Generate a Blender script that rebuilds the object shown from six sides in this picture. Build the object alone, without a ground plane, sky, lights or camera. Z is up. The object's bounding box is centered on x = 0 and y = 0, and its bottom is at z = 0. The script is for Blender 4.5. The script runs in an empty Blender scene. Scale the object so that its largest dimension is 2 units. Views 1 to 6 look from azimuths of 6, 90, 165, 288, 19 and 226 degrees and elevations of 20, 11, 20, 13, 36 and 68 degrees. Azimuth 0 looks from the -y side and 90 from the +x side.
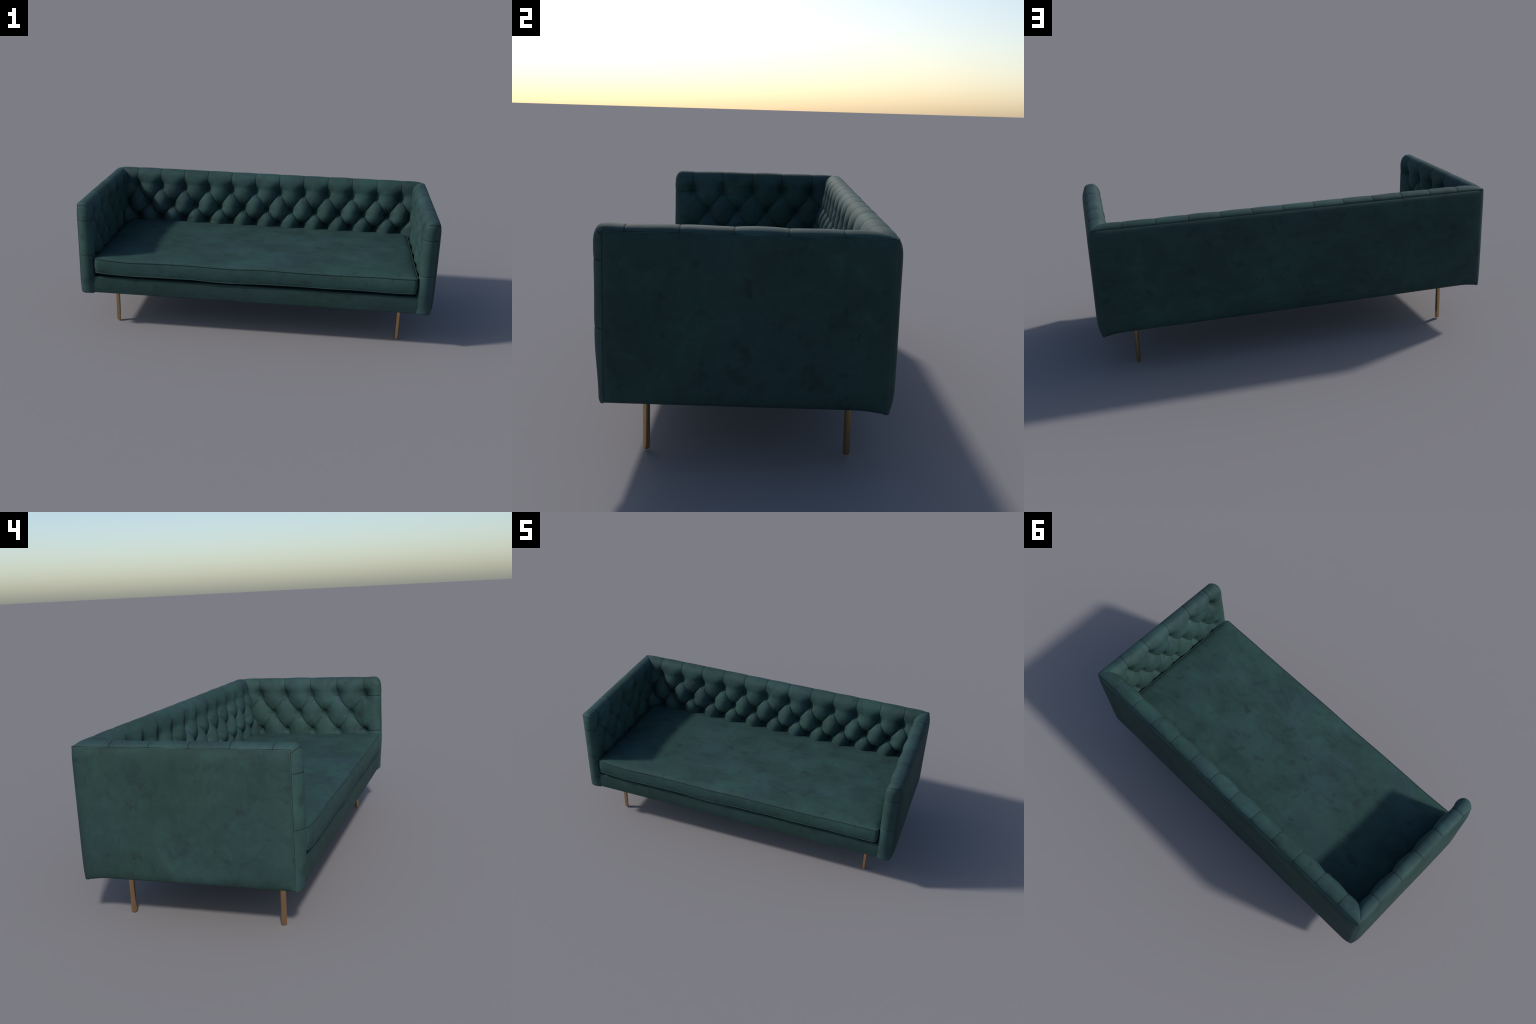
# Button-tufted velvet sofa on four slim brass legs.
# Frame: metres, z up, front of the sofa faces -y, width 2.0 m along x.
import bpy
import numpy as np
from math import pi

# ------------------------------------------------------------------ sizes
SEAM_X = 0.983        # outer seam of the arms (where panel meets padding)
SEAM_Y = 0.428        # outer seam of the back
FRONT_Y = -0.449      # foremost point of the arm padding
CREST_Z = 0.750       # top of the padding roll
BOTTOM_Z = 0.210      # lowest line of the upholstered body
BACK_T = 0.095        # padding of the back at its roll, outer seam to pillow face
ARM_T = 0.084         # padding of the arms
TUFT_ROWS_Z = (0.645, 0.543, 0.441)
ROW_PITCH = 0.102
BACK_PITCH = 0.1525   # button spacing along the back
ARM_PITCH = 0.1563    # button spacing along the arms
ARM_FIRST_Y = -0.352  # foremost button column of the arms
BUTTON_PLANE = 0.047  # back buttons sit this far in front of the outer seam
ARM_DEPTH = 0.045     # how deep the buttons pull the arm padding in




def back_lean(z):
    """Extra thickness of the back towards the seat (a slightly raked face)."""
    return 0.046 * smoothstep(0.72, 0.45, z)


# ------------------------------------------------------------------ helpers
def smoothstep(a, b, x):
    t = np.clip((x - a) / (b - a), 0.0, 1.0)
    return t * t * (3 - 2 * t)


def soft_union(*dips):
    keep = 1.0
    for d in dips:
        keep = keep * (1.0 - d)
    return 1.0 - keep


def link(obj, parent=None):
    bpy.context.scene.collection.objects.link(obj)
    if parent is not None:
        obj.parent = parent
    return obj


def mesh_from_arrays(name, verts, quads, material, smooth=True):
    verts = np.ascontiguousarray(verts, dtype=np.float32)
    quads = np.ascontiguousarray(quads, dtype=np.int32)
    me = bpy.data.meshes.new(name)
    me.vertices.add(len(verts))
    me.vertices.foreach_set("co", verts.ravel())
    n = len(quads)
    me.loops.add(n * 4)
    me.loops.foreach_set("vertex_index", quads.ravel())
    me.polygons.add(n)
    me.polygons.foreach_set("loop_start", np.arange(0, n * 4, 4, dtype=np.int32))
    me.polygons.foreach_set("use_smooth", np.full(n, smooth, dtype=bool))
    me.update(calc_edges=True)
    me.validate()
    me.materials.append(material)
    return me


def grid_quads(rows, cols, wrap=False, offset=0):
    """Quads of a rows x cols vertex grid (optionally closed along columns)."""
    c = np.arange(cols if wrap else cols - 1)
    r = np.arange(rows - 1)
    R, Cc = np.meshgrid(r, c, indexing="ij")
    C2 = (Cc + 1) % cols
    q = np.stack([R * cols + Cc, R * cols + C2, (R + 1) * cols + C2, (R + 1) * cols + Cc], -1)
    return q.reshape(-1, 4) + offset


def grid_normals(P):
    du = np.gradient(P, axis=1)
    dv = np.gradient(P, axis=0)
    n = np.cross(du, dv)
    return n / np.maximum(np.linalg.norm(n, axis=-1, keepdims=True), 1e-9)


def value_noise(x, y, seed):
    """Smooth 2D noise in -1..1 from a few seeded sine waves."""
    rng = np.random.default_rng(seed)
    out = np.zeros_like(x)
    for _ in range(7):
        a = rng.uniform(0, 2 * pi)
        f = rng.uniform(0.5, 1.4)
        out += np.sin(2 * pi * f * (np.cos(a) * x + np.sin(a) * y) + rng.uniform(0, 2 * pi))
    return out / 4.0


# ------------------------------------------------------------------ materials
def velvet_material(name, seed, dark, mid, light):
    m = bpy.data.materials.new(name)
    m.use_nodes = True
    nt = m.node_tree
    nt.nodes.clear()
    N, L = nt.nodes.new, nt.links.new
    out = N("ShaderNodeOutputMaterial")
    bsdf = N("ShaderNodeBsdfPrincipled")
    L(bsdf.outputs[0], out.inputs[0])
    tc = N("ShaderNodeTexCoord")
    mp = N("ShaderNodeMapping")
    mp.inputs["Location"].default_value = (seed * 1.7, seed * 2.3, seed * 0.9)
    L(tc.outputs["Object"], mp.inputs["Vector"])

    def noise(scale, detail, rough, dist=0.0, stretch=None):
        n = N("ShaderNodeTexNoise")
        n.inputs["Scale"].default_value = scale
        n.inputs["Detail"].default_value = detail
        n.inputs["Roughness"].default_value = rough
        n.inputs["Distortion"].default_value = dist
        src = mp
        if stretch:
            src = N("ShaderNodeMapping")
            src.inputs["Scale"].default_value = stretch
            L(mp.outputs[0], src.inputs["Vector"])
        L(src.outputs[0], n.inputs["Vector"])
        return n

    clouds = noise(4.6, 5.0, 0.62, 0.5)                       # brushed patches
    smear = noise(9.0, 6.0, 0.72, 1.1, (0.6, 1.5, 1.5))       # nap smeared sideways
    hue = noise(2.9, 2.0, 0.5, 0.3)                            # bluish against greenish nap
    mix = N("ShaderNodeMix")
    mix.inputs["Factor"].default_value = 0.42
    L(clouds.outputs[0], mix.inputs["A"])
    L(smear.outputs[0], mix.inputs["B"])
    ramp = N("ShaderNodeValToRGB")
    e = ramp.color_ramp.elements
    e[0].position, e[0].color = 0.34, (*dark, 1)
    e[1].position, e[1].color = 0.64, (*light, 1)
    k = e.new(0.49)
    k.color = (*mid, 1)
    L(mix.outputs["Result"], ramp.inputs["Fac"])
    # scattered darker rub marks in the nap
    marks = noise(15.0, 4.0, 0.6, 0.4)
    mr = N("ShaderNodeValToRGB")
    mr.color_ramp.elements[0].position = 0.56
    mr.color_ramp.elements[0].color = (1, 1, 1, 1)
    mr.color_ramp.elements[1].position = 0.70
    mr.color_ramp.elements[1].color = (0.80, 0.70, 0.74, 1)
    L(marks.outputs[0], mr.inputs["Fac"])
    worn = N("ShaderNodeMix")
    worn.data_type = "RGBA"
    worn.blend_type = "MULTIPLY"
    worn.inputs["Factor"].default_value = 1.0
    L(ramp.outputs[0], worn.inputs[6])
    L(mr.outputs[0], worn.inputs[7])
    # hue drift between a cooler and a greener nap
    hr = N("ShaderNodeValToRGB")
    hr.color_ramp.elements[0].position = 0.40
    hr.color_ramp.elements[0].color = (0.97, 1.02, 0.95, 1)
    hr.color_ramp.elements[1].position = 0.62
    hr.color_ramp.elements[1].color = (1.02, 0.99, 1.06, 1)
    L(hue.outputs[0], hr.inputs["Fac"])
    mul = N("ShaderNodeMix")
    mul.data_type = "RGBA"
    mul.blend_type = "MULTIPLY"
    mul.inputs["Factor"].default_value = 1.0
    L(worn.outputs[2], mul.inputs[6])
    L(hr.outputs[0], mul.inputs[7])
    L(mul.outputs[2], bsdf.inputs["Base Color"])
    bsdf.inputs["Roughness"].default_value = 0.74
    bsdf.inputs["Specular IOR Level"].default_value = 0.24
    bsdf.inputs["Sheen Weight"].default_value = 0.0
    bsdf.inputs["Sheen Roughness"].default_value = 0.5
    bsdf.inputs["Sheen Tint"].default_value = (0.55, 0.75, 0.75, 1)
    # fine nap grain
    grain = noise(170.0, 3.0, 0.6)
    bump = N("ShaderNodeBump")
    bump.inputs["Strength"].default_value = 0.10
    bump.inputs["Distance"].default_value = 0.002
    L(grain.outputs[0], bump.inputs["Height"])
    soft = noise(24.0, 3.0, 0.55)
    bump2 = N("ShaderNodeBump")
    bump2.inputs["Strength"].default_value = 0.12
    bump2.inputs["Distance"].default_value = 0.004
    L(soft.outputs[0], bump2.inputs["Height"])
    L(bump.outputs[0], bump2.inputs["Normal"])
    L(bump2.outputs[0], bsdf.inputs["Normal"])
    return m


def brass_material():
    m = bpy.data.materials.new("brushed_brass")
    m.use_nodes = True
    nt = m.node_tree
    bsdf = nt.nodes["Principled BSDF"]
    N, L = nt.nodes.new, nt.links.new
    tc = N("ShaderNodeTexCoord")
    mp = N("ShaderNodeMapping")
    mp.inputs["Scale"].default_value = (60, 60, 6)
    n = N("ShaderNodeTexNoise")
    n.inputs["Scale"].default_value = 4.0
    n.inputs["Detail"].default_value = 3.0
    L(tc.outputs["Object"], mp.inputs[0])
    L(mp.outputs[0], n.inputs["Vector"])
    r = N("ShaderNodeValToRGB")
    r.color_ramp.elements[0].position = 0.35
    r.color_ramp.elements[0].color = (0.58, 0.37, 0.185, 1)
    r.color_ramp.elements[1].position = 0.65
    r.color_ramp.elements[1].color = (0.65, 0.42, 0.21, 1)
    L(n.outputs[0], r.inputs[0])
    L(r.outputs[0], bsdf.inputs["Base Color"])
    bsdf.inputs["Metallic"].default_value = 1.0
    bsdf.inputs["Roughness"].default_value = 0.22
    return m


def lining_material():
    m = bpy.data.materials.new("black_lining")
    m.use_nodes = True
    nt = m.node_tree
    bsdf = nt.nodes["Principled BSDF"]
    n = nt.nodes.new("ShaderNodeTexNoise")
    n.inputs["Scale"].default_value = 90.0
    r = nt.nodes.new("ShaderNodeValToRGB")
    r.color_ramp.elements[0].color = (0.010, 0.013, 0.014, 1)
    r.color_ramp.elements[1].color = (0.022, 0.028, 0.030, 1)
    nt.links.new(n.outputs[0], r.inputs[0])
    nt.links.new(r.outputs[0], bsdf.inputs["Base Color"])
    bsdf.inputs["Roughness"].default_value = 0.95
    return m


DARK, MID, LIGHT = (0.0177, 0.0421, 0.0406), (0.0241, 0.0581, 0.0560), (0.0303, 0.0768, 0.0736)
velvet_back = velvet_material("velvet_backrest", 1.0, DARK, MID, LIGHT)
velvet_arm = velvet_material("velvet_armrest", 2.0, DARK, MID, LIGHT)
velvet_seat = velvet_material("velvet_seat", 3.3, DARK, MID, LIGHT)
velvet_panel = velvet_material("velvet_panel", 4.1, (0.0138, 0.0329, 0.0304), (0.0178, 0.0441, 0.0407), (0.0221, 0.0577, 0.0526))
velvet_trim = velvet_material("velvet_trim", 5.2, tuple(c * 0.8 for c in DARK),
                              tuple(c * 0.8 for c in MID), tuple(c * 0.85 for c in LIGHT))
dark_seam_line = velvet_material("dark_seam_line", 6.0, (0.010, 0.017, 0.016), (0.013, 0.022, 0.020), (0.016, 0.028, 0.026))
brass = brass_material()
lining = lining_material()


# ------------------------------------------------------------------ tufting
def tuft_dip(u, z, first_u, pitch, u_min, u_max, depth):
    """Depth (m) by which the padding is pulled in at wall position (u, z).

    Buttons stand on a diamond lattice between u_min and u_max; between
    neighbouring buttons runs a pleat; above the top row one seam per column
    climbs over the roll."""
    p = (u - first_u) / pitch
    r = (TUFT_ROWS_Z[0] - z) / ROW_PITCH
    a, b = p + r / 2, p - r / 2
    fa = np.abs(a - np.round(a))
    fb = np.abs(b - np.round(b))
    line = 1.0 / np.hypot(1.0 / pitch, 0.5 / ROW_PITCH)      # metres per lattice unit
    below = smoothstep(-0.22, 0.10, r)                        # 1 inside the diamond field
    inside = smoothstep(u_min - 0.004, u_min + 0.020, u)
    # hollows of the four surrounding buttons
    keep = np.ones_like(u)
    gather = np.zeros_like(u)
    for ca in (np.floor(a), np.floor(a) + 1):
        for cb in (np.floor(b), np.floor(b) + 1):
            bu = first_u + 0.5 * (ca + cb) * pitch
            bz = TUFT_ROWS_Z[0] - (ca - cb) * ROW_PITCH
            real = (bz < TUFT_ROWS_Z[0] + 0.01) & (bu > u_min - 0.02) & (bu < u_max + 0.02)
            du, dz = u - bu, z - bz
            # the pillow above hangs over the button, so the hollow is steeper below it
            rho = np.hypot(du, np.where(dz > 0, 0.86, 1.15) * dz)
            funnel = 0.52 * np.exp(-(rho / 0.0150) ** 1.8) + 0.48 * np.exp(-(rho / 0.034) ** 1.6)
            keep = keep * (1.0 - np.minimum(funnel, 0.985) * real)
            theta = np.arctan2(dz, du)
            gather += real * 0.026 * np.sin(theta) ** 2 * np.cos(13 * theta + 52 * bu) * np.exp(-((rho - 0.026) / 0.014) ** 2)
    hollow = 1.0 - keep

    # pleats between buttons: soft valley with a sharp line in it
    def pleat(f, along):
        d = line * np.sin(pi * f) / pi
        mid = np.sin(pi * np.clip(along, 0, 0.5))      # 0 at button, 1 mid-way
        return (0.30 - 0.12 * mid) * np.exp(-d / 0.010) + 0.065 * np.exp(-(d / 0.0016) ** 2)
    pl = soft_union(pleat(fa, fb), pleat(fb, fa)) * below * inside
    dome = 0.16 * (1.0 - np.sin(pi * fa) * np.sin(pi * fb)) * below * inside
    dip = soft_union(hollow, pl, dome) + gather * below
    # column seams climbing from the top row over the roll
    fp = np.abs(p - np.round(p))
    ps = pitch * np.sin(pi * fp) / pi
    cu = first_u + np.round(p) * pitch
    col_ok = (cu > u_min - 0.02) & (cu < u_max + 0.02)
    up = np.maximum(z - TUFT_ROWS_Z[0], 0.0)
    above = smoothstep(0.10, -0.22, r) * col_ok
    fade = np.exp(-(up / 0.047) ** 1.8)
    col = (0.66 * fade + 0.03) * np.exp(-(ps / 0.022) ** 1.25) + 0.055 * np.exp(-(ps / 0.0014) ** 2)
    bulge = 0.16 * fade * (1 - np.sin(pi * fp))
    dip = dip * (1 - above) + soft_union(col, bulge, hollow) * above
    return np.clip(dip, -0.05, 0.985) * depth


# profile rows of the padding: q in [0,1] = inner roll, q in [1,2] = outer lip
def roll_profile(q, R, tc, lip, pad_t, chord=0.0):
    """Depth below the crest (delta) and distance from the outer seam (t)."""
    th = np.clip(q, 0, 1) * pi / 2
    d_in = R * (1 - np.sin(th))
    t_in = tc + (pad_t - tc) * np.cos(th) ** 0.92
    ph = np.clip(q - 1, 0, 1) * pi / 2
    tuck = np.clip(q - 2, 0, 1)                      # flap hidden behind the panel
    d_out = lip * (1 - np.cos(ph)) + 0.016 * tuck
    t_out = tc * ((1 - chord) * (1 - np.sin(ph)) + chord * np.cos(ph)) - 0.001 + 0.010 * tuck
    return np.where(q <= 1, d_in, d_out), np.where(q <= 1, t_in, t_out)


STEP = 0.0016
R_TOP, TC_TOP, LIP_TOP = 0.072, 0.036, 0.022
q_lip = np.concatenate([[3.0, 2.5], np.linspace(2.0, 1.0, 22, endpoint=False)])
q_roll = np.linspace(1.0, 0.0, 66, endpoint=False)
z_flat = np.concatenate([np.arange(CREST_Z - R_TOP, 0.385, -STEP), np.linspace(0.385, 0.232, 30)])
a_bot = np.linspace(0, pi / 2, 7)
z_foot = BOTTOM_Z + 0.014 * (1 - np.sin(a_bot))
inset_foot = 0.014 * (1 - np.cos(a_bot))


def wall_rows():
    """Row parameters from outer lip, over the roll, down the inner face."""
    q = np.concatenate([q_lip, q_roll, np.zeros(len(z_flat) + len(z_foot) + 1)])
    z = np.concatenate([np.full(len(q_lip) + len(q_roll), np.nan), z_flat, z_foot, [BOTTOM_Z + 0.001]])
    inset = np.concatenate([np.zeros(len(q_lip) + len(q_roll) + len(z_flat)), inset_foot, [0.045]])
    return q, z, inset


def mitre_tuck(dist):
    """Padding sinks into the mitred corner seam."""
    dist = np.maximum(dist, 0)
    return 0.010 * np.exp(-(dist / 0.028) ** 1.2) + 0.009 * np.exp(-dist / 0.006)


def build_backrest():
    q, z, inset = wall_rows()
    half = np.arange(0, SEAM_X + 0.0001, BACK_PITCH / 94)
    half[-1] = SEAM_X
    x = np.concatenate([-half[:0:-1], half])
    delta, t = roll_profile(q, R_TOP, TC_TOP, LIP_TOP, BACK_T)
    zz = np.where(np.isnan(z), CREST_Z - delta, z)
    Z, X = np.meshgrid(zz, x, indexing="ij")
    lean = np.where(q < 0.6, back_lean(zz), 0) * smoothstep(0.6, 0.0, q)
    T = np.repeat((t - inset + lean)[:, None], len(x), 1)
    # mitred ends: squeeze the last stretch so every row ends on the 45-degree plane
    ratio = ARM_T / (BACK_T + lean)[:, None]
    end = SEAM_X - np.maximum(T, 0) * ratio + 0.020 * smoothstep(0.0, 0.06, T)
    Xm = np.sign(X) * np.where(np.abs(X) > 0.865, 0.865 + (np.abs(X) - 0.865) * (end - 0.865) / (SEAM_X - 0.865), np.abs(X))
    P = np.stack([Xm, SEAM_Y - T, Z], -1)
    n = grid_normals(P)
    P0 = P.copy()
    dip = tuft_dip(Xm, Z, BACK_PITCH / 2, BACK_PITCH, -0.92, 0.92, (BACK_T - BUTTON_PLANE + lean)[:, None])
    lipmask = np.where(q > 1, np.clip(2.0 - q, 0, 1) ** 0.5, 1.0)[:, None]
    fade_end = smoothstep(-0.005, 0.025, end - np.abs(Xm))
    dist = (end - np.abs(Xm)) * 0.9
    topness = np.where(q > 0, 1.0, 0.12 + 0.88 * smoothstep(0.62, 0.70, zz))[:, None]
    D = dip * lipmask * (0.35 + 0.65 * fade_end) + mitre_tuck(dist) * topness * lipmask
    sgn = -1.0 if n[len(q) // 2, len(x) // 2, 1] > 0 else 1.0
    P = P - n * sgn * D[..., None]
    # gentle unevenness of hand-stuffed padding
    P[..., 1] += 0.0012 * value_noise(X * 6, Z * 6, 5) * lipmask
    P[..., 2] += 0.0010 * value_noise(X * 5, Z * 0 + 1, 6) * (q > 0)[:, None] * lipmask
    quads = grid_quads(len(q), len(x))
    # dark lines along the column seams, lifted almost flush with the padding
    seams = []
    rows = np.where((q <= 1.9) & (zz > TUFT_ROWS_Z[0] + 0.012))[0][::2]
    for i in range(-6, 6):
        col = int(np.argmin(np.abs(x - (i + 0.5) * BACK_PITCH)))
        lift = np.linalg.norm(P[rows][:, col] - P0[rows][:, col], axis=1)[:, None]
        seams.append(P[rows, col] + n[rows, col] * sgn * np.minimum(lift, 0.0014))
    return mesh_from_arrays("backrest", P.reshape(-1, 3), quads, velvet_back), seams


R_FRONT, TC_FRONT, LIP_FRONT = 0.042, 0.046, 0.036


def build_armrest(side):
    qz, z, inset = wall_rows()
    q_lip_f = np.concatenate([[3.0, 2.5], np.linspace(2.0, 1.0, 24, endpoint=False)])
    q_roll_f = np.linspace(1.0, 0.0, 34, endpoint=False)
    cy = FRONT_Y + R_FRONT
    n_flat = int((SEAM_Y - cy) / STEP)
    y_flat = np.linspace(cy, SEAM_Y, n_flat)
    qy = np.concatenate([q_lip_f, q_roll_f, np.zeros(len(y_flat))])
    yf = np.concatenate([np.full(len(q_lip_f) + len(q_roll_f), np.nan), y_flat])
    QZ, QY = np.meshgrid(qz, qy, indexing="ij")
    Zf = np.repeat(z[:, None], len(qy), 1)
    Yf = np.repeat(yf[None, :], len(qz), 0)
    INS = np.repeat(inset[:, None], len(qy), 1)
    Q = np.maximum(QZ, QY)
    # angle round the front upper corner: 0 = top edge, 90 deg = front edge
    with np.errstate(divide="ignore", invalid="ignore"):
        phi = np.where(QZ >= QY, (pi / 4) * np.where(QZ > 0, QY / np.maximum(QZ, 1e-9), 0),
                       pi / 2 - (pi / 4) * QZ / np.maximum(QY, 1e-9))
    w = phi / (pi / 2)
    R = R_TOP + (R_FRONT - R_TOP) * w
    tc = TC_TOP + (TC_FRONT - TC_TOP) * w
    d_t, _ = roll_profile(Q, R_TOP, tc, LIP_TOP, ARM_T)
    d_f, _ = roll_profile(Q, R_FRONT, tc, LIP_FRONT, ARM_T)
    _, T = roll_profile(Q, R, tc, LIP_TOP, ARM_T, 0.4 * w)
    nn = 2.6
    s, c = np.sin(phi), np.cos(phi)
    k = (np.abs(s) ** nn + np.abs(c) ** nn) ** (-1 / nn)
    cz = CREST_Z - R_TOP
    Y = np.where(QY > 0, cy - (R_FRONT - d_f) * k * s, Yf)
    Z = np.where(QZ > 0, cz + (R_TOP - d_t) * k * c, Zf)
    T = T - INS * (1 - smoothstep(0.6, 1.3, QY))
    Y = Y + (np.minimum(INS, 0.014) + 0.012 * smoothstep(0.40, 0.21, Z)) * smoothstep(0.2, 0.8, QY) * (1 - smoothstep(1.0, 2.0, QY))
    Z = np.where(QY >= 2, np.maximum(Z, 0.224), np.maximum(Z, BOTTOM_Z + 0.005 * smoothstep(1.4, 2.0, QY)))
    # rear end stops on the mitre plane
    ratio = (BACK_T + np.where(Q < 0.6, back_lean(Z), 0) * smoothstep(0.6, 0.0, Q)) / ARM_T
    end = SEAM_Y - np.maximum(T, 0) * ratio + 0.020 * smoothstep(0.0, 0.06, T) + 0.035 * smoothstep(0.06, 0.08, T)
    y0 = 0.285
    Y = np.where(Y > y0, y0 + (Y - y0) * (end - y0) / (SEAM_Y - y0), Y)
    P = np.stack([SEAM_X - T, Y, Z], -1)
    n = grid_normals(P)
    P0 = P.copy()
    dip = tuft_dip(Y, Z, ARM_FIRST_Y, ARM_PITCH, ARM_FIRST_Y, 0.30, ARM_DEPTH)
    # no buttons on the foremost half lattice: fade the diamond field into the front border
    front_fade = smoothstep(FRONT_Y + 0.004, ARM_FIRST_Y - 0.012, Y)
    lipmask = np.where(Q > 1, np.clip(2.0 - Q, 0, 1) ** 0.5, 1.0)
    topzone = (QZ > 0) & (QY < 0.6)
    D = dip * np.where(topzone, smoothstep(-0.42, -0.37, Y), front_fade) * lipmask
    # level seams from the foremost buttons out over the front edge
    for zr in (TUFT_ROWS_Z[0], TUFT_ROWS_Z[2]):
        reach = smoothstep(ARM_FIRST_Y + 0.006, ARM_FIRST_Y - 0.012, Y)
        dz = np.abs(Z - zr)
        D += reach * lipmask * (0.0026 * np.exp(-(dz / 0.0016) ** 2) + 0.0012 * np.exp(-dz / 0.010)
                                + 0.010 * np.exp(-dz / 0.014) * smoothstep(-0.40, ARM_FIRST_Y, Y))
    # mitre seam at the front upper corner, only near the outside
    corner = (QZ > 0.35) & (QY > 0.35)
    D += np.where(corner, 0.0028 * np.exp(-((phi - pi / 4) / 0.035) ** 2)
                  * smoothstep(0.35, 0.9, np.minimum(QZ, QY)) * lipmask, 0)
    dist = (end - Y) * 0.9
    topness = np.where(QZ > 0, 1.0, 0.12 + 0.88 * smoothstep(0.62, 0.70, Z))
    fade_end = smoothstep(-0.005, 0.025, end - Y)
    D = D * (0.35 + 0.65 * fade_end) + mitre_tuck(dist) * topness * lipmask
    sgn = -1.0 if n[len(qz) // 2, len(qy) // 2, 0] > 0 else 1.0
    P = P - n * sgn * D[..., None]
    P[..., 0] += 0.0010 * value_noise(Y * 6, Z * 6, 21) * lipmask
    P[..., 2] += 0.0010 * value_noise(Y * 5, Z * 0 + 2, 22) * (QZ > 0) * (QY < 0.5) * lipmask
    P[..., 1] += 0.0012 * value_noise(Z * 5, Z * 0 + 3, 23) * (QY > 0) * (QZ <= 0) * lipmask
    P[..., 0] *= side
    quads = grid_quads(len(qz), len(qy))
    if side < 0:
        quads = quads[:, ::-1]
    seams = []
    n[..., 0] *= side
    zcol = np.where(np.isnan(z), CREST_Z - d_t[:, -1], z)
    rows = np.where((qz <= 1.9) & (zcol > TUFT_ROWS_Z[0] + 0.012))[0][::2]
    for i in range(5):
        col = int(np.argmin(np.abs(Y[len(q_lip) + 8] - (ARM_FIRST_Y + i * ARM_PITCH))))
        seams.append(P[rows, col] + n[rows, col] * sgn * 0.0012)
    for zr in (TUFT_ROWS_Z[0], TUFT_ROWS_Z[2]):
        row = int(np.argmin(np.abs(zcol - zr)))
        cols = np.where((qy <= 1.88) & (Y[row] < ARM_FIRST_Y - 0.012))[0]
        seams.append(P[row, cols] + n[row, cols] * sgn * 0.0010)
    # corner mitre: walk the diagonal of the grid
    diag = [(int(np.argmin(np.abs(qz - v))), int(np.argmin(np.abs(qy - v)))) for v in np.linspace(1.88, 0.75, 24)]
    seams.append(np.array([P[i, j] + n[i, j] * sgn * 0.0012 for i, j in diag]))
    return mesh_from_arrays("armrest", P.reshape(-1, 3), quads, velvet_arm), seams


# ------------------------------------------------------------------ flat outer panels
def build_panel(name, u0, u1, z0, z1, bulge, place, seed, sag_ends):
    """A taut, slightly cushioned panel; edges turn in towards the padding."""
    def spaced(a, b, n):
        e = np.array([0, 0.0008, 0.002, 0.004, 0.007, 0.011, 0.016, 0.023, 0.032])
        mid = np.linspace(a + 0.042, b - 0.042, n)
        return np.concatenate([a + e, mid, b - e[::-1]])
    u, z = spaced(u0, u1, 150), spaced(z0, z1, 70)
    Z, U = np.meshgrid(z, u, indexing="ij")
    e = np.minimum(np.minimum(U - u0, u1 - U), np.minimum(Z - z0, z1 - Z))
    ex = np.minimum(U - u0, u1 - U)
    ez = np.minimum(Z - z0, z1 - Z)

    def rise(d):
        lip = 0.0050 * (1 - np.exp(-d / 0.0020))
        return lip, 1 - (1 - np.clip(d / 0.13, 0, 1)) ** 6.5
    lx, bx = rise(ex)
    lz, bz = rise(ez)
    H = -0.0050 + np.minimum(lx, lz) + bulge * bx * bz + 0.0012 * value_noise(U * 2.2, Z * 2.2, seed) * bx * bz
    # lower edge sags a little towards the rear corners
    edge = np.zeros_like(U)
    for s_u in sag_ends:
        edge += np.exp(-((U - s_u) / 0.055) ** 2)
    low = 1 - (Z - z0) / (z1 - z0)
    Zs = Z - 0.010 * edge * low ** 3 + 0.0
    P = np.stack([U, H, Zs], -1)
    rows, cols = Z.shape
    quads = [grid_quads(rows, cols)]
    verts = [P.reshape(-1, 3)]
    # rim turned inwards, all the way round
    ring = np.concatenate([np.arange(cols), np.arange(1, rows) * cols + cols - 1,
                           (rows - 1) * cols + np.arange(cols - 2, -1, -1), np.arange(rows - 2, 0, -1) * cols])
    rim = verts[0][ring].copy()
    centre = np.array([(u0 + u1) / 2, 0, (z0 + z1) / 2])
    rim2 = rim.copy()
    rim2[:, 1] -= 0.012
    rim2[:, 0] += np.sign(centre[0] - rim2[:, 0]) * 0.001
    base = rows * cols
    m = len(ring)
    verts.append(rim2)
    i = np.arange(m)
    quads.append(np.stack([ring[i], base + i, base + (i + 1) % m, ring[(i + 1) % m]], -1))
    V = np.concatenate(verts)
    W = place(V[:, 0], V[:, 1], V[:, 2])
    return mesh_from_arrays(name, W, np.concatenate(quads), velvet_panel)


# ------------------------------------------------------------------ soft slabs
def rounded_rect(hx, hy, r, n_side):
    """Closed rounded-rectangle outline, points and outward normals."""
    pts, nor = [], []
    corners = [(hx - r, -hy + r, -pi / 2), (hx - r, hy - r, 0), (-hx + r, hy - r, pi / 2), (-hx + r, -hy + r, pi)]
    arcs = []
    for cx, cy, a0 in corners:
        a = np.linspace(a0, a0 + pi / 2, 13)
        arcs.append((np.stack([cx + r * np.cos(a), cy + r * np.sin(a)], -1), np.stack([np.cos(a), np.sin(a)], -1)))
    for i in range(4):
        p0, n0 = arcs[i - 1]
        p1, n1 = arcs[i]
        m = n_side[i % 2]
        f = np.linspace(0, 1, m + 2)[1:-1, None]
        pts += [p0[-1] * (1 - f) + p1[0] * f, p1]
        nor += [np.repeat(n0[-1:], m, 0), n1]
    return np.concatenate(pts), np.concatenate(nor)


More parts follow.
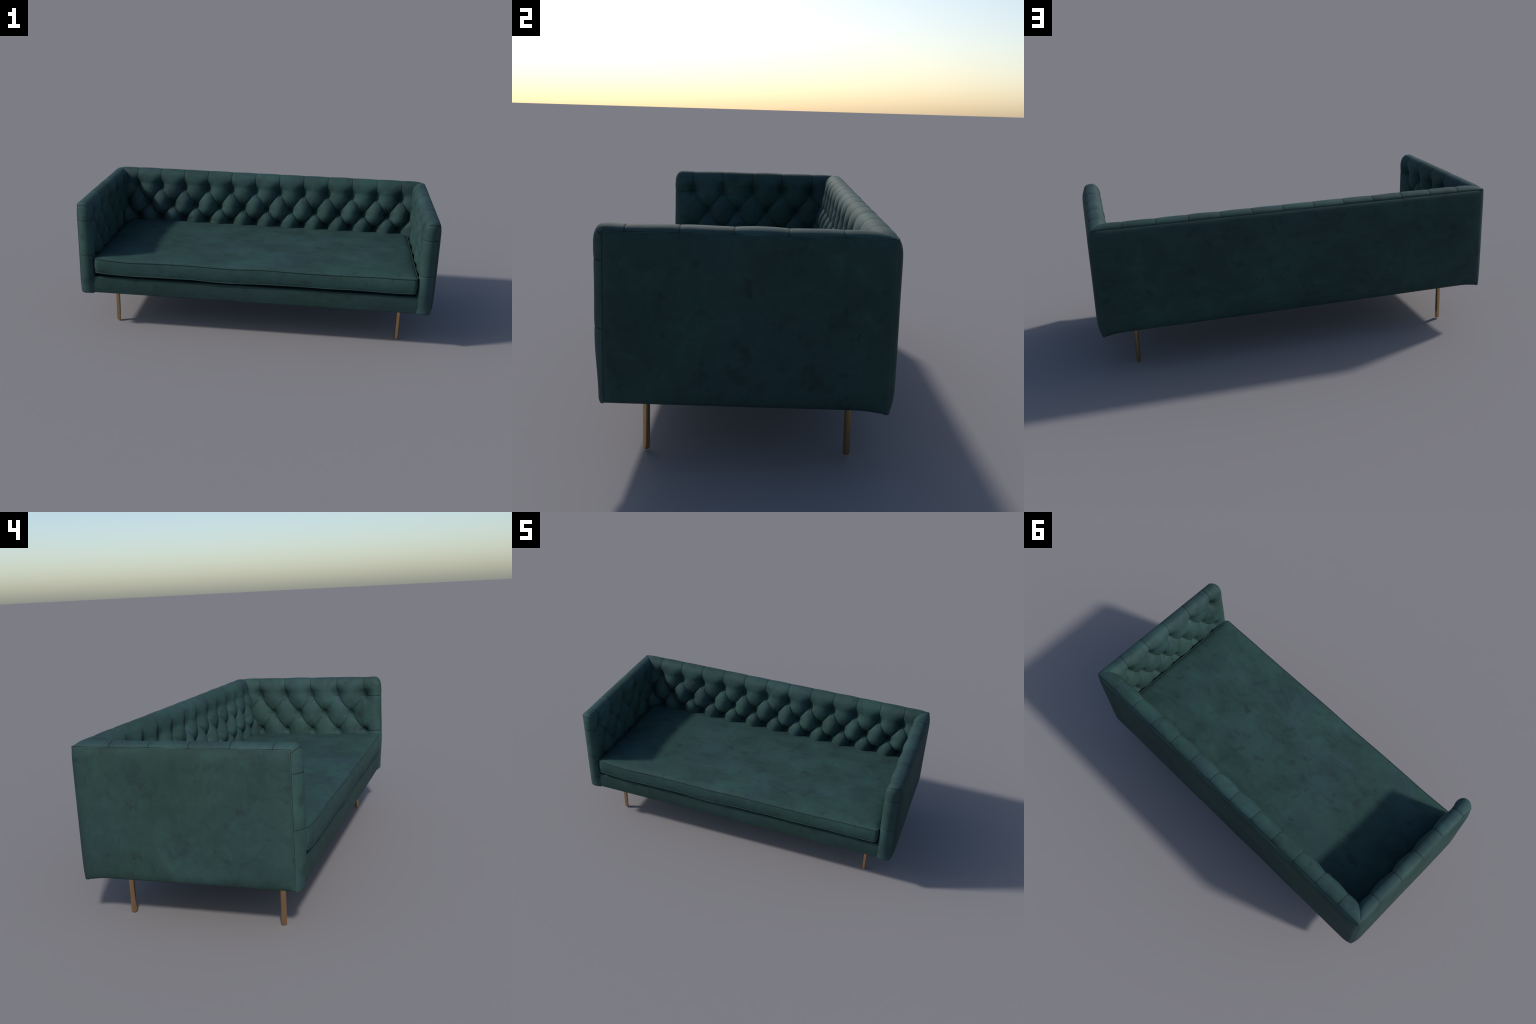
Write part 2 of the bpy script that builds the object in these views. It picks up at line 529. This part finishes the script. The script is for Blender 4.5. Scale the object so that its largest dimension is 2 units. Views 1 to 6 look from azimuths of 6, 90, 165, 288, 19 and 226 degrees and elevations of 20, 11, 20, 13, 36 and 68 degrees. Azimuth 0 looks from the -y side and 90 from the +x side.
CUSHION_HX, CUSHION_Y0, CUSHION_Y1 = 0.895, -0.441, 0.345
CUSHION_CY = (CUSHION_Y0 + CUSHION_Y1) / 2
CUSHION_HY = (CUSHION_Y1 - CUSHION_Y0) / 2
# resting height of the front seams, wandering as a soft edge does (x, top, bottom)
SEAM_WANDER = np.array([
    (-0.90, 0.427, 0.345), (-0.80, 0.420, 0.338), (-0.71, 0.415, 0.335), (-0.55, 0.420, 0.337),
    (-0.34, 0.421, 0.339), (-0.20, 0.416, 0.331), (-0.11, 0.416, 0.332), (0.06, 0.423, 0.338),
    (0.25, 0.418, 0.339), (0.42, 0.418, 0.337), (0.55, 0.419, 0.340), (0.68, 0.422, 0.338),
    (0.79, 0.420, 0.336), (0.90, 0.423, 0.339)])


def seam_height(x, y, which):
    xs = np.linspace(-0.9, 0.9, 181)
    v = np.interp(xs, SEAM_WANDER[:, 0], SEAM_WANDER[:, which])
    ker = np.hanning(17)
    v = np.convolve(np.pad(v, 8, mode="edge"), ker / ker.sum(), mode="valid")
    front = np.interp(x, xs, v)
    rest = (0.0, 0.418, 0.338)[which]
    f = smoothstep(-0.1, -0.42, y)
    h = rest + (front - rest) * f
    return h


def side_drop(x, y):
    """The cushion rolls further down where it meets arms and back."""
    return 0.002 * smoothstep(-0.43, -0.36, y) * np.maximum(smoothstep(0.86, 0.89, np.abs(x)),
                                                            smoothstep(0.31, 0.34, y))


def build_seat_cushion():
    pts, nor = rounded_rect(CUSHION_HX, CUSHION_HY, 0.022, (240, 480))
    n = len(pts)
    x, y = pts[:, 0], pts[:, 1] + CUSHION_CY
    rings = []
    zt, zb = seam_height(x, y, 1) - side_drop(x, y), seam_height(x, y, 2)

    def ring(out, zz, shrink=None):
        px = x + nor[:, 0] * out
        py = y + nor[:, 1] * out
        rings.append(np.stack([px, py, zz + 0 * px], -1))
    # top surface: concentric insets rising from the upper seam to a crowned middle
    insets = np.concatenate([np.linspace(CUSHION_HY, 0.05, 60), np.geomspace(0.046, 0.0025, 22), [0.0012]])
    for d in insets:
        sx = np.maximum(CUSHION_HX - d, 0) / CUSHION_HX
        sy = np.maximum(CUSHION_HY - d, 0) / CUSHION_HY
        px, py = pts[:, 0] * sx, pts[:, 1] * sy + CUSHION_CY
        drop = side_drop(x, y) * np.exp(-d / 0.03)
        seam = seam_height(px, np.where(d < 0.12, y, py), 1)
        blend = smoothstep(0.25, 0.0, np.full_like(px, d))
        base = seam * blend + 0.420 * (1 - blend)
        crown = 0.014 * (1 - np.exp(-d / 0.018)) + 0.011 * smoothstep(0.02, 0.30, d)
        zz = base - drop - 0.0008 + crown + 0.0022 * value_noise(px * 1.6, py * 1.6, 31) * smoothstep(0.01, 0.1, d)
        rings.append(np.stack([px, py, zz], -1))
    ring(-0.0004, zt)
    # boxed border between the two seams, a little puffed and wavy
    puff = 0.006 + 0.0025 * value_noise(x * 2.0, y * 2.0, 33)
    for f in np.concatenate([[0.02], np.linspace(0.06, 0.94, 22), [0.98]]):
        prof = np.sin(pi * f) ** 0.7
        ring(-0.0015 + puff * prof, zt + (zb - zt) * f)
    ring(-0.0004, zb)
    # underside tucks away from the lower seam
    for d, dz in ((0.002, -0.001), (0.006, -0.004), (0.012, -0.008), (0.022, -0.013), (0.04, -0.018), (0.10, -0.021), (CUSHION_HY, -0.022)):
        sx = (CUSHION_HX - d) / CUSHION_HX
        sy = (CUSHION_HY - d) / CUSHION_HY
        rings.append(np.stack([pts[:, 0] * sx, pts[:, 1] * sy + CUSHION_CY, zb * 1.0 + dz], -1))
    P = np.concatenate(rings)
    quads = grid_quads(len(rings), n, wrap=True)[:, ::-1]
    cushion = mesh_from_arrays("seat_cushion", P, quads, velvet_seat)
    # piping cords along both seams
    cords = []
    for h in (zt, zb):
        c = np.stack([x + nor[:, 0] * 0.0008, y + nor[:, 1] * 0.0008, h], -1)
        cords.append(c)
    return cushion, cords, nor


def tube(name, centre, normals, radius, material, sides=10):
    """Closed cord following a loop of points."""
    n = len(centre)
    a = np.linspace(0, 2 * pi, sides, endpoint=False)
    nx = np.concatenate([normals, np.zeros((n, 1))], 1)
    up = np.array([0, 0, 1.0])
    P = centre[:, None, :] + radius * (np.cos(a)[None, :, None] * nx[:, None, :] + np.sin(a)[None, :, None] * up)
    q = []
    i = np.arange(n)[:, None]
    j = np.arange(sides)[None, :]
    i2, j2 = (i + 1) % n, (j + 1) % sides
    q = np.stack([i * sides + j, i2 * sides + j, i2 * sides + j2, i * sides + j2], -1).reshape(-1, 4)
    return mesh_from_arrays(name, P.reshape(-1, 3), q, material)


def open_tubes(name, lines, radius, material, sides=8):
    """Thin tubes along open polylines, joined into one mesh."""
    verts, quads, base = [], [], 0
    ang = np.linspace(0, 2 * pi, sides, endpoint=False)
    for line in lines:
        t = np.gradient(line, axis=0)
        t /= np.maximum(np.linalg.norm(t, axis=1, keepdims=True), 1e-9)
        ref = np.array([0.577, 0.577, 0.578])
        s1 = np.cross(t, ref)
        s1 /= np.linalg.norm(s1, axis=1, keepdims=True)
        s2 = np.cross(t, s1)
        P = line[:, None] + radius * (np.cos(ang)[None, :, None] * s1[:, None] + np.sin(ang)[None, :, None] * s2[:, None])
        verts.append(P.reshape(-1, 3))
        quads.append(grid_quads(len(line), sides, wrap=True, offset=base))
        base += len(line) * sides
    return mesh_from_arrays(name, np.concatenate(verts), np.concatenate(quads), material)


def build_soft_box(name, x0, x1, y0, y1, z0, z1, r, material, belly=0.0):
    pts, nor = rounded_rect((x1 - x0) / 2, (y1 - y0) / 2, r, (60, 160))
    c = np.array([(x0 + x1) / 2, (y0 + y1) / 2])
    rings = []
    a = np.linspace(0, pi / 2, 8)
    hx, hy = (x1 - x0) / 2, (y1 - y0) / 2

    def add(d, z):
        s = np.array([(hx - d) / hx, (hy - d) / hy])
        rings.append(np.concatenate([pts * s + c, np.full((len(pts), 1), z)], 1))
    add(hy, z1)
    add(r * 2.5, z1)
    for t in a:
        add(r * (1 - np.sin(t)), z1 - r * (1 - np.cos(t)))
    for f in np.linspace(0.1, 0.9, 12):
        rings.append(np.concatenate([pts + nor * belly * np.sin(pi * f) + c,
                                     np.full((len(pts), 1), z1 - r + (z0 + r - z1 + r) * f)], 1))
    for t in a[::-1]:
        add(r * (1 - np.sin(t)), z0 + r * (1 - np.cos(t)))
    add(r * 2.5, z0)
    add(hy, z0)
    return mesh_from_arrays(name, np.concatenate(rings), grid_quads(len(rings), len(pts), wrap=True)[:, ::-1], material)


def lathe(name, profile, sides, material):
    prof = np.array(profile)
    a = np.linspace(0, 2 * pi, sides, endpoint=False)
    P = np.stack([prof[:, :1] * np.cos(a), prof[:, :1] * np.sin(a), np.repeat(prof[:, 1:], sides, 1)], -1)
    return mesh_from_arrays(name, P.reshape(-1, 3), grid_quads(len(prof), sides, wrap=True), material)


# ------------------------------------------------------------------ assembly
sofa = bpy.data.objects.new("tufted_sofa", None)
sofa["label"] = "dark green button-tufted velvet sofa with slim brass legs"
sofa["category"] = "sofa"
link(sofa)

SEAM_LINE_R = 0.0011


def add_seam(lines, parent):
    """All dark seam lines of one part, joined as thin tubes."""
    o = link(bpy.data.objects.new("seam", open_tubes("seam", lines, SEAM_LINE_R, dark_seam_line)), parent)
    o["kind"] = "stuff"


mesh, seams = build_backrest()
backrest = link(bpy.data.objects.new("backrest", mesh), sofa)
add_seam(seams, backrest)
arms = {}
for side in (-1, 1):
    mesh, seams = build_armrest(side)
    arms[side] = link(bpy.data.objects.new("armrest", mesh), sofa)
    # seam where the outer panel is sewn to the padding
    xs, zt, yf = side * (SEAM_X - 0.0006), 0.7318, -0.4158
    path = [(xs, y, zt) for y in np.linspace(SEAM_Y - 0.01, yf, 60)] + [(xs, yf, z) for z in np.linspace(zt, 0.222, 40)]
    seams.append(np.array(path))
    add_seam(seams, arms[side])

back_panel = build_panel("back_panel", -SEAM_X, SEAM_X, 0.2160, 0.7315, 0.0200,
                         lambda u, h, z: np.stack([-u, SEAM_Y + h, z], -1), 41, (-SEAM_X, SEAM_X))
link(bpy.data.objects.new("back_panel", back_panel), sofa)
path = np.array([(x, SEAM_Y - 0.0006, 0.7318) for x in np.linspace(-SEAM_X + 0.004, SEAM_X - 0.004, 120)])
rear = [np.array([(s * (SEAM_X - 0.003), SEAM_Y - 0.003, z) for z in np.linspace(0.215, 0.728, 40)]) for s in (-1, 1)]
add_seam([path] + rear, backrest)
for side in (-1, 1):
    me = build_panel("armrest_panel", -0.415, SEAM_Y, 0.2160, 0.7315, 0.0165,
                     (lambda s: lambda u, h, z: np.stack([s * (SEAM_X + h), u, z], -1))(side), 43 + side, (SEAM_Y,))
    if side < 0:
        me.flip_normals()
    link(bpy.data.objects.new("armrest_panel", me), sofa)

cushion_mesh, cords, cord_normals = build_seat_cushion()
cushion = link(bpy.data.objects.new("seat_cushion", cushion_mesh), sofa)
for c in cords:
    link(bpy.data.objects.new("piping", tube("piping", c, cord_normals, 0.0024, velvet_trim)), cushion)

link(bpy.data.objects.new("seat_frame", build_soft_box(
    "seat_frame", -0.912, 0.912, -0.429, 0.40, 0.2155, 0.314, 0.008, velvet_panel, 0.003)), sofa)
link(bpy.data.objects.new("bottom_lining", build_soft_box(
    "bottom_lining", -0.968, 0.968, -0.405, 0.424, 0.2215, 0.232, 0.003, lining)), sofa)

# covered buttons
button_mesh = lathe("button", [(0.0002, 0.0036), (0.0025, 0.0034), (0.0045, 0.0026), (0.0058, 0.0012),
                               (0.0062, -0.0006), (0.0058, -0.003), (0.004, -0.005)], 20, velvet_trim)


def add_button(parent, loc, rot):
    b = bpy.data.objects.new("button", button_mesh)
    b.location, b.rotation_euler = loc, rot
    link(b, parent)


for row, zr in enumerate(TUFT_ROWS_Z):
    for i in range(-7, 7):
        xb = (i + (0.5 if row != 1 else 0.0)) * BACK_PITCH
        if row == 1 and i == -7:
            continue
        if abs(xb) < (0.90 if row != 1 else 0.93):
            add_button(backrest, (xb, SEAM_Y - (BUTTON_PLANE + 0.0008) - 0.0015, zr), (pi / 2, 0, 0))
    for i in range(5 if row != 1 else 4):
        yb = ARM_FIRST_Y + (i + (0.5 if row == 1 else 0.0)) * ARM_PITCH
        for side in (-1, 1):
            add_button(arms[side], (side * (SEAM_X - (ARM_T - ARM_DEPTH * 0.985) - 0.0015), yb, zr), (0, -side * pi / 2, 0))

# legs: plain rods with domed tips
LEG_R = 0.0112
dome = [(max(LEG_R * np.sin(t), 0.0002), LEG_R * 0.85 * (1 - np.cos(t))) for t in np.linspace(0, pi / 2, 9)]
leg_mesh = lathe("leg", dome + [(LEG_R, 0.05), (LEG_R, 0.12), (LEG_R, 0.226)], 32, brass)
for sx in (-1, 1):
    for sy in (-1, 1):
        leg = bpy.data.objects.new("leg", leg_mesh)
        leg.location = (sx * 0.811 + 0.010, sy * 0.320 + 0.005, 0.0)
        link(leg, sofa)
